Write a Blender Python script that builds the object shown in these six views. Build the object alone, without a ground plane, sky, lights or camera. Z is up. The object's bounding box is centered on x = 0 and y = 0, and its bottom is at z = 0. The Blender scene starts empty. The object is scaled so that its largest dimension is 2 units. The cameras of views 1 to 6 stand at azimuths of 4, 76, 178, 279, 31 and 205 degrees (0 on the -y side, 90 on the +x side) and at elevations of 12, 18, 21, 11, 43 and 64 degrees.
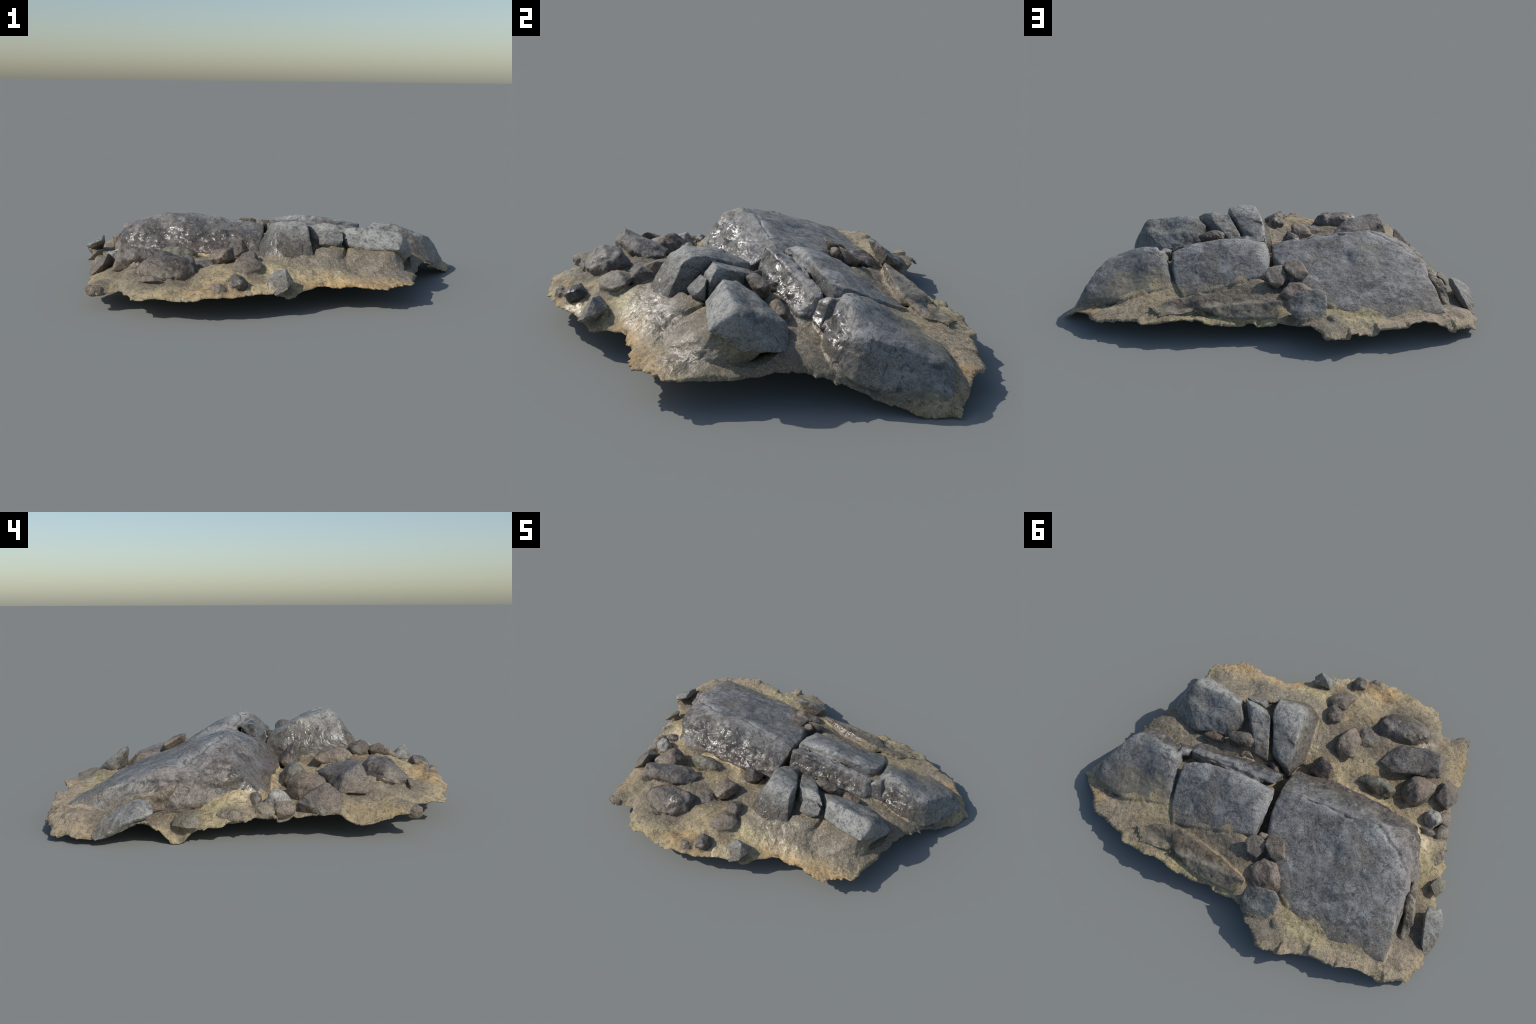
import bpy, bmesh, math
import numpy as np
from mathutils import Vector
from mathutils.bvhtree import BVHTree

# =====================================================================
#  A weathered coastal outcrop: three tilted bedrock slabs in a ridge,
#  a row of jointed blocks in front, loose boulders, cobbles and flakes,
#  all half sunk in a thin, ragged-edged sheet of sandy sediment.
# =====================================================================

# ---------------------------------------------------------------- noise
def _hash(ix, iy, iz, seed):
    h = (ix * 374761393 + iy * 668265263 + iz * 2147483647 + seed * 974634777) & 0xFFFFFFFF
    h = ((h ^ (h >> 13)) * 1274126177) & 0xFFFFFFFF
    h = ((h ^ (h >> 16)) * 2246822519) & 0xFFFFFFFF
    return ((h ^ (h >> 15)) & 0xFFFFFF) / float(0xFFFFFF) * 2.0 - 1.0

def vnoise(p, seed=0):
    """Smooth value noise of an (n,3) array, about -1..1."""
    i = np.floor(p).astype(np.int64)
    f = p - i
    w = f * f * f * (f * (f * 6 - 15) + 10)
    out = 0
    for a in (0, 1):
        for b in (0, 1):
            for c in (0, 1):
                k = (w[:, 0] if a else 1 - w[:, 0]) * (w[:, 1] if b else 1 - w[:, 1]) * (w[:, 2] if c else 1 - w[:, 2])
                out = out + k * _hash(i[:, 0] + a, i[:, 1] + b, i[:, 2] + c, seed)
    return out

def fbm(p, seed=0, octaves=4, gain=0.5):
    amp, tot, out = 1.0, 0.0, 0
    for o in range(octaves):
        out = out + amp * vnoise(p * (2.03 ** o) + 17.3 * o, seed + o)
        tot += amp
        amp *= gain
    return out / tot

def ridged(p, seed=0):
    """Narrow creases: 0 on most of the surface, up to 1 along wandering lines."""
    n = np.abs(fbm(p, seed, 3))
    return np.clip(1 - n / 0.06, 0, 1)

def smoothstep(a, b, x):
    t = np.clip((x - a) / (b - a), 0, 1)
    return t * t * (3 - 2 * t)

def polyline_distance(co, line):
    d = np.full(len(co), 9.0)
    line = np.asarray(line, float)
    for a, b in zip(line[:-1], line[1:]):
        ab = b - a
        t = np.clip(((co - a) @ ab) / max(ab @ ab, 1e-9), 0, 1)
        d = np.minimum(d, np.linalg.norm(co - (a + t[:, None] * ab), axis=1))
    return d

# ------------------------------------------------------- sediment sheet
# outline of the sheet, counter-clockwise, as stretches of shore (x, y, z)
shore_south = [(-.797, -.490, .055), (-.775, -.560, .085), (-.755, -.640, .092), (-.688, -.692, .076), (-.645, -.665, .085),
               (-.600, -.660, .093), (-.565, -.715, .098), (-.528, -.792, .098), (-.440, -.800, .095), (-.335, -.801, .084),
               (-.240, -.810, .100), (-.144, -.801, .112), (-.090, -.785, .110), (-.031, -.754, .114), (.050, -.715, .105),
               (.110, -.690, .098), (.150, -.675, .090), (.184, -.644, .086), (.215, -.605, .105), (.269, -.560, .112),
               (.340, -.555, .112), (.424, -.550, .108), (.500, -.563, .107), (.575, -.553, .106), (.630, -.505, .106)]
shore_east = [(.686, -.464, .109), (.722, -.380, .105), (.738, -.300, .102), (.742, -.220, .104), (.760, -.130, .112),
              (.803, -.035, .114), (.830, .030, .100), (.862, .100, .078), (.905, .178, .046), (.938, .228, .020),
              (.972, .285, .000), (1.002, .350, .002), (1.010, .392, .008), (.965, .440, .040), (.915, .470, .065), (.876, .500, .070)]
shore_north = [(.855, .535, .065), (.822, .577, .074), (.750, .600, .076), (.680, .613, .076), (.615, .640, .080), (.563, .663, .085),
               (.480, .662, .100), (.405, .656, .108), (.340, .668, .104), (.280, .672, .086), (.200, .668, .072), (.120, .662, .074),
               (.050, .658, .076), (-.076, .668, .074), (-.120, .700, .085), (-.150, .738, .110), (-.168, .752, .115), (-.200, .782, .100),
               (-.235, .815, .086), (-.320, .800, .084), (-.409, .770, .088), (-.450, .755, .082), (-.497, .735, .080),
               (-.560, .742, .090), (-.625, .722, .099), (-.690, .700, .104), (-.752, .684, .100), (-.800, .690, .075), (-.836, .690, .058)]
shore_west = [(-.900, .655, .045), (-.945, .625, .035), (-.962, .604, .022), (-.972, .560, .045), (-.989, .502, .031), (-.978, .462, .014),
              (-.984, .415, .028), (-.985, .360, .045), (-.980, .300, .085), (-.972, .258, .106), (-.950, .226, .058), (-.935, .194, .004),
              (-.931, .174, .000), (-.931, .152, .006), (-.930, .120, .045), (-.915, .070, .058), (-.890, .003, .074), (-.868, -.060, .080),
              (-.858, -.112, .086), (-.845, -.150, .080), (-.818, -.199, .075), (-.802, -.245, .086), (-.803, -.310, .098),
              (-.806, -.355, .094), (-.785, -.405, .096)]
shore = np.array(shore_south + shore_east + shore_north + shore_west)

# heights the sheet passes through inside the shore
sand_front = [(-.054, -.091, .130), (-.319, -.170, .158), (-.28, -.275, .152), (-.153, -.230, .155), (-.337, -.385, .172), (-.194, -.528, .192), (.043, -.452, .200),
              (-.068, -.245, .170), (-.234, -.699, .112), (-.370, -.697, .136), (-.144, -.715, .150), (.050, -.576, .150), (-.24, -.61, .15),
              (.260, -.500, .157), (.440, -.425, .150), (.539, -.465, .130), (.652, -.440, .122), (.301, -.425, .187), (.379, -.474, .165),
              (.506, -.457, .130), (.618, -.335, .165), (.656, -.378, .124), (.255, -.388, .210), (.035, -.390, .200), (.14, -.42, .205),
              (.15, -.52, .16), (-.44, -.70, .125), (-.55, -.60, .145), (-.62, -.56, .14), (-.506, -.458, .176), (-.565, -.49, .165), (-.44, -.47, .165), (-.405, -.78, .116), (-.230, -.76, .122), (-.677, -.637, .130), (-.72, -.54, .105), (-.70, -.42, .125),
              (-.72, -.66, .115), (-.52, -.72, .11), (-.1, -.63, .165), (.10, -.64, .13), (-.25, -.45, .158), (-.13, -.42, .172), (.056, -.50, .188), (-.243, -.171, .138), (-.47, -.235, .118), (-.335, -.462, .172), (-.40, -.58, .14),
              (-.55, -.18, .112), (-.66, -.14, .11), (-.74, -.25, .10)]
sand_sides = [(-.734, -.030, .150), (-.838, .045, .098), (-.80, -.10, .100), (-.785, .10, .105), (-.84, .15, .075), (-.88, .16, .065), (-.84, .26, .075), (-.88, .25, .065),
              (-.870, .500, .085), (-.929, .529, .084), (-.955, .565, .050), (-.90, .58, .085), (-.90, .34, .06), (-.91, .43, .055), (-.86, .60, .085), (-.82, .63, .095), (-.72, .645, .100), (-.604, .660, .092),
              (-.438, .630, .097), (-.32, .70, .100), (-.20, .64, .115), (-.076, .470, .144), (.106, .475, .130), (.265, .455, .130), (.055, .390, .188), (.16, .415, .166), (.27, .42, .148), (-.03, .60, .115),
              (.20, .60, .10), (.40, .60, .10), (.49, .50, .112), (.583, .559, .112), (.611, .460, .130), (.70, .50, .105), (.766, .480, .095),
              (.89, .42, .07), (.90, .30, .06), (.84, .13, .09), (.770, -.005, .148), (.79, -.02, .130), (.722, -.065, .165), (.69, .03, .150), (.80, .06, .12), (.643, .020, .150), (.448, .085, .185), (.72, -.15, .14), (.71, -.28, .12)]
sand_under = [(-.3, .1, .14), (-.55, .1, .12), (-.5, .35, .10), (-.25, .35, .13), (-.70, .25, .10), (-.72, .50, .08), (.2, .2, .14), (.1, .05, .15), (.35, .3, .12),
              (.65, .2, .12), (.78, .28, .09), (.5, -.2, .15), (.15, -.2, .20), (.385, -.260, .226), (.36, -.19, .252), (.338, -.12, .230), (.240, -.28, .222), (.20, -.18, .254), (.155, -.08, .222), (-.02, .18, .09), (-.04, .30, .11), (.492, .20, .215), (.485, .25, .208), (.488, .31, .174), (.468, .40, .158), (.5, -.33, .13), (.62, -.2, .12)]
ctrl = np.concatenate([shore[::2], np.array(sand_front + sand_sides + sand_under)])

def tps_kernel(r2):
    return np.where(r2 > 1e-12, 0.5 * r2 * np.log(np.maximum(r2, 1e-12)), 0)

def tps_fit(pts, lam=2e-4):
    n = len(pts)
    d2 = ((pts[:, None, :2] - pts[None, :, :2]) ** 2).sum(-1)
    P = np.c_[np.ones(n), pts[:, :2]]
    M = np.zeros((n + 3, n + 3))
    M[:n, :n] = tps_kernel(d2) + lam * np.eye(n)
    M[:n, n:] = P
    M[n:, :n] = P.T
    return pts[:, :2].copy(), np.linalg.solve(M, np.r_[pts[:, 2], 0, 0, 0])

TPS_XY, TPS_W = tps_fit(ctrl)

def sheet_height(xy):
    """Smooth height of the sediment at (n,2) points, before rubble fillets."""
    out = np.empty(len(xy))
    for s in range(0, len(xy), 20000):
        q = xy[s:s + 20000]
        d2 = ((q[:, None] - TPS_XY[None]) ** 2).sum(-1)
        out[s:s + 20000] = tps_kernel(d2) @ TPS_W[:-3] + TPS_W[-3] + q @ TPS_W[-2:]
    return out

# ------------------------------------------------------------ materials
def N(nt, kind, **inp):
    n = nt.nodes.new(kind)
    for k, v in inp.items():
        if hasattr(n, k) and k not in ("inputs",):
            setattr(n, k, v)
    return n

class Mat:
    """Small helper to write node trees as expressions."""
    def __init__(self, name):
        self.m = bpy.data.materials.new(name)
        self.m.use_nodes = True
        self.nt = self.m.node_tree
        self.nt.nodes.clear()
        self.out = self.nt.nodes.new("ShaderNodeOutputMaterial")
        self.bsdf = self.nt.nodes.new("ShaderNodeBsdfPrincipled")
        self.nt.links.new(self.bsdf.outputs[0], self.out.inputs[0])
        self.co = self.nt.nodes.new("ShaderNodeTexCoord").outputs["Object"]

    def put(self, socket, v):
        if isinstance(v, bpy.types.NodeSocket):
            self.nt.links.new(v, socket)
        else:
            socket.default_value = v

    def noise(self, scale, detail=4, rough=0.55, distort=0.0, stretch=None, offset=(0, 0, 0)):
        co = self.co
        if stretch or any(offset):
            mp = self.nt.nodes.new("ShaderNodeMapping")
            self.put(mp.inputs["Vector"], co)
            mp.inputs["Location"].default_value = offset
            if stretch:
                mp.inputs["Scale"].default_value = stretch
            co = mp.outputs[0]
        n = self.nt.nodes.new("ShaderNodeTexNoise")
        self.put(n.inputs["Vector"], co)
        n.inputs["Scale"].default_value = scale
        n.inputs["Detail"].default_value = detail
        n.inputs["Roughness"].default_value = rough
        n.inputs["Distortion"].default_value = distort
        return n.outputs["Fac"]

    def math(self, op, a, b=0.0, clamp=False):
        n = self.nt.nodes.new("ShaderNodeMath")
        n.operation = op
        n.use_clamp = clamp
        self.put(n.inputs[0], a)
        self.put(n.inputs[1], b)
        return n.outputs[0]

    def ramp(self, v, lo, hi, a=0.0, b=1.0):
        n = self.nt.nodes.new("ShaderNodeMapRange")
        n.interpolation_type = "SMOOTHSTEP"
        n.clamp = True
        self.put(n.inputs[0], v)
        for i, x in zip((1, 2, 3, 4), (lo, hi, a, b)):
            n.inputs[i].default_value = x
        return n.outputs[0]

    def mix(self, f, a, b, mode="MIX"):
        n = self.nt.nodes.new("ShaderNodeMix")
        n.data_type = "RGBA"
        n.blend_type = mode
        for s, v in ((n.inputs[0], f), (n.inputs[6], a), (n.inputs[7], b)):
            if not isinstance(v, bpy.types.NodeSocket) and s.type == "RGBA":
                v = tuple(v) + (1.0,) if len(v) == 3 else v
            self.put(s, v)
        return n.outputs[2]

    def blob(self, centre, radii, wobble, soft=0.35):
        """1 inside an ellipsoid with a noise-frayed border, 0 outside."""
        s = self.nt.nodes.new("ShaderNodeVectorMath"); s.operation = "SUBTRACT"
        self.put(s.inputs[0], self.co); s.inputs[1].default_value = centre
        d = self.nt.nodes.new("ShaderNodeVectorMath"); d.operation = "DIVIDE"
        self.put(d.inputs[0], s.outputs[0]); d.inputs[1].default_value = radii
        l = self.nt.nodes.new("ShaderNodeVectorMath"); l.operation = "LENGTH"
        self.put(l.inputs[0], d.outputs[0])
        v = self.math("ADD", l.outputs["Value"], wobble)
        return self.ramp(v, 1.0 + soft, 1.0 - soft)

    def blobs(self, items, wobble, soft=0.35):
        f = None
        for c, r in items:
            b = self.blob(c, r, wobble, soft)
            f = b if f is None else self.math("MAXIMUM", f, b)
        return f

    def finish(self, color, rough, bump_h, bump_d, strength=0.6, spec=0.5):
        self.put(self.bsdf.inputs["Base Color"], color)
        self.put(self.bsdf.inputs["Roughness"], rough)
        self.put(self.bsdf.inputs["Specular IOR Level"], spec)
        b = self.nt.nodes.new("ShaderNodeBump")
        b.inputs["Strength"].default_value = strength
        b.inputs["Distance"].default_value = bump_d
        self.put(b.inputs["Height"], bump_h)
        self.put(self.bsdf.inputs["Normal"], b.outputs[0])
        return self.m

def centred(m, v, k):
    return m.math("MULTIPLY", m.math("SUBTRACT", v, 0.5), k)

# where sand lies on rock, and where rock-grey stain lies on the sediment
SAND_ON_ROCK = [((.66, .44, .14), (.19, .15, .10)), ((.72, .36, .17), (.07, .07, .06)), ((.56, .36, .18), (.06, .10, .06)), ((.83, .50, .09), (.15, .10, .08)), ((.95, .30, .02), (.20, .20, .05)), ((.84, .02, .10), (.12, .10, .03))]
GREY_ON_SAND = [((.28, -.17, .25), (.14, .14, .07)), ((-.02, .10, .15), (.04, .12, .10)), ((.53, -.36, .19), (.18, .12, .07)), ((.30, -.39, .22), (.12, .09, .06)), ((.16, -.42, .20), (.17, .09, .09)), ((.36, -.40, .18), (.18, .10, .06)), ((.56, -.37, .17), (.18, .09, .05)),
                ((.74, -.02, .15), (.16, .24, .10)), ((.50, .03, .17), (.30, .08, .08)), ((.49, .25, .20), (.06, .20, .10)), ((-.47, -.62, .15), (.20, .11, .08)), ((-.60, -.44, .16), (.14, .14, .06)), ((-.02, .22, .12), (.05, .30, .12)), ((.74, -.18, .14), (.06, .16, .08)),
                ((-.40, -.60, .17), (.17, .10, .07)), ((.15, .47, .17), (.34, .10, .06)), ((.86, .16, .10), (.14, .18, .10)),
                ((-.28, -.40, .18), (.16, .10, .05)), ((-.12, -.33, .17), (.14, .12, .05)), ((-.88, .38, .09), (.07, .18, .10)),
                ((-.22, .72, .10), (.10, .08, .06))]
ORANGE_SAND = [((.60, -.52, .11), (.20, .07, .05)), ((.36, -.555, .11), (.18, .05, .04)), ((-.16, -.74, .14), (.14, .06, .05)), ((.86, .50, .07), (.06, .05, .03)),
               ((.22, .53, .15), (.28, .05, .03)), ((-.13, -.27, .16), (.04, .05, .05))]
YELLOW_SAND = [((-.82, .03, .11), (.06, .10, .06)), ((-.40, .64, .10), (.14, .06, .05)), ((.20, .60, .10), (.32, .06, .05)), ((.10, -.50, .18), (.10, .10, .05))]
PINK_SAND = [((-.88, .55, .07), (.14, .20, .12)), ((-.50, .70, .09), (.45, .08, .06)), ((-.80, -.15, .09), (.08, .25, .06)), ((.78, .52, .09), (.20, .12, .07))]

def sediment_colour(m):
    """Sandy matrix: buff sand with yellow, orange and pinkish-grey zones and grey stain."""
    wob = centred(m, m.noise(9, 5, 0.65), 1.5)
    c = m.mix(m.ramp(m.noise(7, 5, 0.6, 0.6), 0.35, 0.65), (.450, .335, .172), (.620, .500, .290))
    c = m.mix(m.math("MULTIPLY", m.blobs(PINK_SAND, wob, 0.5), 0.75), c, (.560, .450, .320))
    c = m.mix(m.math("MULTIPLY", m.blobs(YELLOW_SAND, wob, 0.5), 0.65), c, (.620, .530, .255))
    c = m.mix(m.math("MULTIPLY", m.blobs(ORANGE_SAND, wob, 0.5), 0.75), c, (.660, .410, .170))
    grey = m.mix(m.ramp(m.noise(14, 4, 0.6), 0.3, 0.7), (.165, .142, .112), (.285, .250, .198))
    c = m.mix(m.math("MULTIPLY", m.blobs(GREY_ON_SAND, wob, 0.55), 0.85), c, grey)
    c = m.mix(m.math("MULTIPLY", m.blobs(HALO, wob, 0.5), 0.6), c, grey)
    # damp brown-grey mottling, swirling streaks and gritty grain
    c = m.mix(m.ramp(m.noise(11, 6, 0.7, 1.0, offset=(2, 2, 5)), 0.50, 0.64, 0, 0.6), c, (.230, .180, .118))
    c = m.mix(m.ramp(m.noise(24, 6, 0.74, 2.0), 0.50, 0.63, 0, 0.75), c, (.160, .125, .084))
    c = m.mix(m.ramp(m.noise(55, 5, 0.72, 2.4, offset=(1, 6, 2)), 0.52, 0.66, 0, 0.6), c, (.610, .530, .380))
    c = m.mix(m.ramp(m.noise(95, 4, 0.65, 1.0), 0.51, 0.66, 0, 0.6), c, (.145, .112, .075))
    c = m.mix(m.ramp(m.noise(170, 2, 0.5, offset=(3, 1, 7)), 0.55, 0.72, 0, 0.5), c, (.640, .560, .410))
    return c

# pale bands along the crests of the ridge and blocks
PALE_CRESTS = [((-.57, .09, .31), (.09, .06, .05)), ((-.70, .19, .26), (.10, .07, .05)), ((-.77, .32, .20), (.06, .12, .06)), ((.65, .17, .28), (.16, .04, .04)), ((.80, .16, .24), (.08, .04, .04)),
        ((.52, .12, .27), (.05, .03, .03)), ((.15, .15, .31), (.16, .05, .04)), ((.40, .17, .28), (.10, .04, .04)), ((.25, .09, .28), (.22, .025, .03)), ((.50, -.24, .31), (.16, .05, .04)),
        ((.10, -.27, .35), (.12, .07, .04)), ((.03, -.13, .31), (.03, .10, .04)), ((.31, -.22, .34), (.06, .05, .04)), ((-.20, .10, .30), (.20, .025, .025)),
        ((.62, -.28, .26), (.08, .06, .06)), ((.03, .20, .26), (.04, .10, .05))]
# brown, sandy film creeping up the feet of the rocks
STAIN = [((.50, -.40, .16), (.26, .10, .06)), ((.13, -.43, .20), (.20, .07, .06)), ((-.45, -.62, .15), (.18, .08, .06)), ((-.55, -.50, .16), (.16, .08, .06)),
         ((-.79, .25, .15), (.08, .25, .12)), ((-.40, -.12, .15), (.36, .05, .05)), ((.35, .42, .14), (.25, .10, .05)), ((-.60, .60, .10), (.30, .08, .05)),
         ((-.05, -.55, .17), (.10, .10, .04)), ((-.20, -.35, .16), (.14, .10, .04)), ((-.62, -.30, .12), (.14, .12, .05)), ((.80, .10, .12), (.16, .12, .07)),
         ((-.13, .50, .16), (.12, .12, .06)), ((.09, -.66, .12), (.08, .06, .05))]

def rock_colour(m, dark, mid, pale, warm, offset=(0, 0, 0), stained=1.0):
    o = offset
    k = lambda c, f: tuple(min(x * f, .65) for x in c)
    c = m.mix(m.ramp(m.noise(4.0, 6, 0.66, 0.9, offset=o), 0.38, 0.60), dark, mid)
    c = m.mix(m.ramp(m.noise(9, 6, 0.66, 0.8, offset=(o[0] + 1, 3, 3)), 0.48, 0.66, 0, 0.9), c, pale)
    c = m.mix(m.ramp(m.noise(6.5, 6, 0.66, 0.5, offset=(o[0] + 5, 2, 9)), 0.49, 0.64, 0, 0.8), c, warm)
    frayed = centred(m, m.noise(10, 5, 0.65), 1.6)
    st = m.math("MAXIMUM", m.blobs(STAIN, frayed, 0.55), m.math("MULTIPLY", m.blobs(FEET, frayed, 0.5), 0.9))
    c = m.mix(m.math("MULTIPLY", st, 0.7 * stained), c, m.mix(m.ramp(m.noise(22, 5, 0.7, 1.0), 0.35, 0.65), (.165, .130, .092), (.320, .262, .180)))
    crest_f = m.blobs(PALE_CRESTS, centred(m, m.noise(12, 6, 0.7), 1.8), 0.6)
    c = m.mix(m.math("MULTIPLY", crest_f, 0.7), c, k(pale, 1.12))
    pk = m.blobs([((-.70, .09, .25), (.09, .08, .06)), ((-.60, .03, .29), (.09, .05, .05)), ((-.76, .20, .18), (.06, .16, .07)), ((-.30, -.08, .19), (.30, .05, .04)), ((-.10, .50, .16), (.12, .10, .06))], frayed, 0.6)
    c = m.mix(m.math("MULTIPLY", pk, 0.55), c, m.mix(m.ramp(m.noise(18, 5, 0.7, 1.0), 0.4, 0.6), (.120, .090, .085), (.330, .262, .240)))
    # dark weathering clouds, swirling scratches, hairline marks, pits and pale grains
    c = m.mix(m.ramp(m.noise(15, 7, 0.72, 2.0, offset=(o[0] + 2, 8, 4)), 0.49, 0.62, 0, 0.75), c, k(dark, .48))
    c = m.mix(m.ramp(m.noise(30, 6, 0.72, 3.2, stretch=(1, 1, 1.6)), 0.52, 0.64, 0, 0.6), c, k(dark, .38))
    vein = m.math("ABSOLUTE", m.math("SUBTRACT", m.noise(11, 4, 0.7, 1.5, offset=(o[0], 1, 6)), 0.5))
    c = m.mix(m.ramp(vein, 0.010, 0.002, 0, 0.65), c, k(dark, .30))
    streak = m.math("ABSOLUTE", m.math("SUBTRACT", m.noise(7, 5, 0.75, 2.2, offset=(o[0], 9, 2)), 0.5))
    c = m.mix(m.ramp(streak, 0.014, 0.003, 0, 0.5), c, k(pale, 1.2))
    c = m.mix(m.ramp(m.noise(46, 5, 0.7, 2.4, offset=(3, 7, 1)), 0.54, 0.68, 0, 0.4), c, k(pale, 1.30))
    c = m.mix(m.ramp(m.noise(110, 3, 0.6), 0.56, 0.72, 0, 0.22), c, k(pale, 1.5))
    c = m.mix(m.ramp(m.noise(140, 2, 0.5, offset=(9, 4, 2)), 0.56, 0.70, 0, 0.35), c, k(dark, .35))
    return c

def grain(m, wet, coarse=38, fine=150, film_gain=1.15):
    """Gritty where dry; smooth centimetre-sized lumps where a water film covers the grain."""
    dry = m.math("ADD", m.math("MULTIPLY", m.noise(coarse, 6, 0.72, 1.8), 1.0), m.math("MULTIPLY", m.noise(fine, 3, 0.6), 0.25))
    dry = m.math("ADD", dry, m.math("MULTIPLY", m.noise(80, 4, 0.7, 2.0), 0.45))
    film = m.math("MULTIPLY", m.noise(36, 2.5, 0.5, 0.8), film_gain)
    return m.math("ADD", m.math("MULTIPLY", dry, m.math("SUBTRACT", 1.0, m.math("MULTIPLY", wet, 0.85))), m.math("MULTIPLY", film, wet))

# steep faces where water still runs: darker and glossy
WET = [((-.35, -.05, .21), (.38, .12, .12)), ((.25, .02, .24), (.32, .07, .09)), ((.65, .07, .19), (.17, .09, .10)), ((.55, .06, .22), (.08, .08, .08)), ((-.005, -.20, .25), (.075, .22, .11)),
       ((.14, -.390, .255), (.17, .07, .085)), ((.27, -.45, .17), (.28, .13, .08)), ((.60, -.40, .15), (.12, .12, .07)), ((-.54, -.52, .20), (.07, .05, .06)), ((-.36, -.58, .18), (.06, .05, .05)), ((-.70, -.02, .18), (.08, .10, .10)),
       ((.0, -.72, .15), (.10, .06, .06)), ((.22, .53, .15), (.30, .04, .04))]

def make_rock(name, dark, mid, pale, warm, offset=(0, 0, 0), wet=(0.42, 0.68), sandy=True, bump=0.0055):
    m = Mat(name)
    c = rock_colour(m, dark, mid, pale, warm, offset, 1.0 if sandy or pale[0] < .45 else 0.25)
    r = m.ramp(m.noise(7, 4, 0.6, offset=(offset[0] + 2, 6, 1)), 0.35, 0.65, wet[0], wet[1])
    w = m.blobs(WET, centred(m, m.noise(12, 5, 0.65), 1.6), 0.5)
    c = m.mix(m.math("MULTIPLY", w, 0.85), c, m.mix(1.0, c, (.50, .46, .42), "MULTIPLY"))
    wr = m.ramp(m.noise(30, 4, 0.6), 0.38, 0.66, 0.14, 0.38)
    r = m.math("ADD", m.math("MULTIPLY", r, m.math("SUBTRACT", 1.0, w)), m.math("MULTIPLY", wr, w))
    if sandy:
        wob = centred(m, m.noise(9, 5, 0.65), 1.3)
        f = m.math("MULTIPLY", m.blobs(SAND_ON_ROCK, wob, 0.16), 0.92)
        c = m.mix(f, c, m.mix(m.ramp(m.noise(40, 5, 0.7), 0.35, 0.65), (.170, .150, .110), (.300, .270, .205)))
        r = m.math("MAXIMUM", r, m.math("MULTIPLY", f, 0.7))
    return m.finish(c, r, grain(m, w), bump, 0.85)

def make_sediment():
    m = Mat("sandy_sediment")
    c = sediment_colour(m)
    r = m.ramp(m.noise(8, 4, 0.6), 0.38, 0.66, 0.45, 0.85)
    w = m.blobs(WET, centred(m, m.noise(12, 5, 0.65), 1.6), 0.5)
    r = m.math("ADD", m.math("MULTIPLY", r, m.math("SUBTRACT", 1.0, w)), m.math("MULTIPLY", m.ramp(m.noise(30, 4, 0.6), 0.38, 0.66, 0.12, 0.38), w))
    return m.finish(c, r, grain(m, w, 40, 160, 0.75), 0.010, 0.9, 0.45)

MAT = {k: k for k in ("slab", "block", "dark", "brown", "pale", "olive", "buff", "sediment")}   # made once every stone is placed
MAT_SEDIMENT = "sediment"

# --------------------------------------------------------------- object
root = bpy.data.objects.new("rock_outcrop", None)
bpy.context.scene.collection.objects.link(root)
root["label"] = "wet grey jointed rock ridge half buried in sandy sediment"
root["category"] = "rock outcrop"
PENDING = []        # (mesh, material key)
ROCKS = []          # (object, bury flag) for the fillet pass

def link(name, me, mat, parent=root, smooth=True):
    ob = bpy.data.objects.new(name, me)
    bpy.context.scene.collection.objects.link(ob)
    ob.parent = parent
    PENDING.append((me, mat))
    if smooth:
        me.polygons.foreach_set("use_smooth", np.ones(len(me.polygons), bool))
    return ob

def hull_mesh(hulls):
    bm = bmesh.new()
    for pts in hulls:
        vs = [bm.verts.new(Vector(p)) for p in pts]
        r = bmesh.ops.convex_hull(bm, input=vs)
        junk = list({e for e in r["geom_interior"] + r["geom_unused"] if isinstance(e, bmesh.types.BMVert)})
        bmesh.ops.delete(bm, geom=junk, context="VERTS")
    bmesh.ops.recalc_face_normals(bm, faces=bm.faces[:])
    me = bpy.data.meshes.new("hull")
    bm.to_mesh(me)
    bm.free()
    return me

def arrays(me):
    co = np.empty(len(me.vertices) * 3); me.vertices.foreach_get("co", co)
    no = np.empty(len(me.vertices) * 3); me.vertex_normals.foreach_get("vector", no)
    return co.reshape(-1, 3), no.reshape(-1, 3)

seed_counter = [11]

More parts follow.
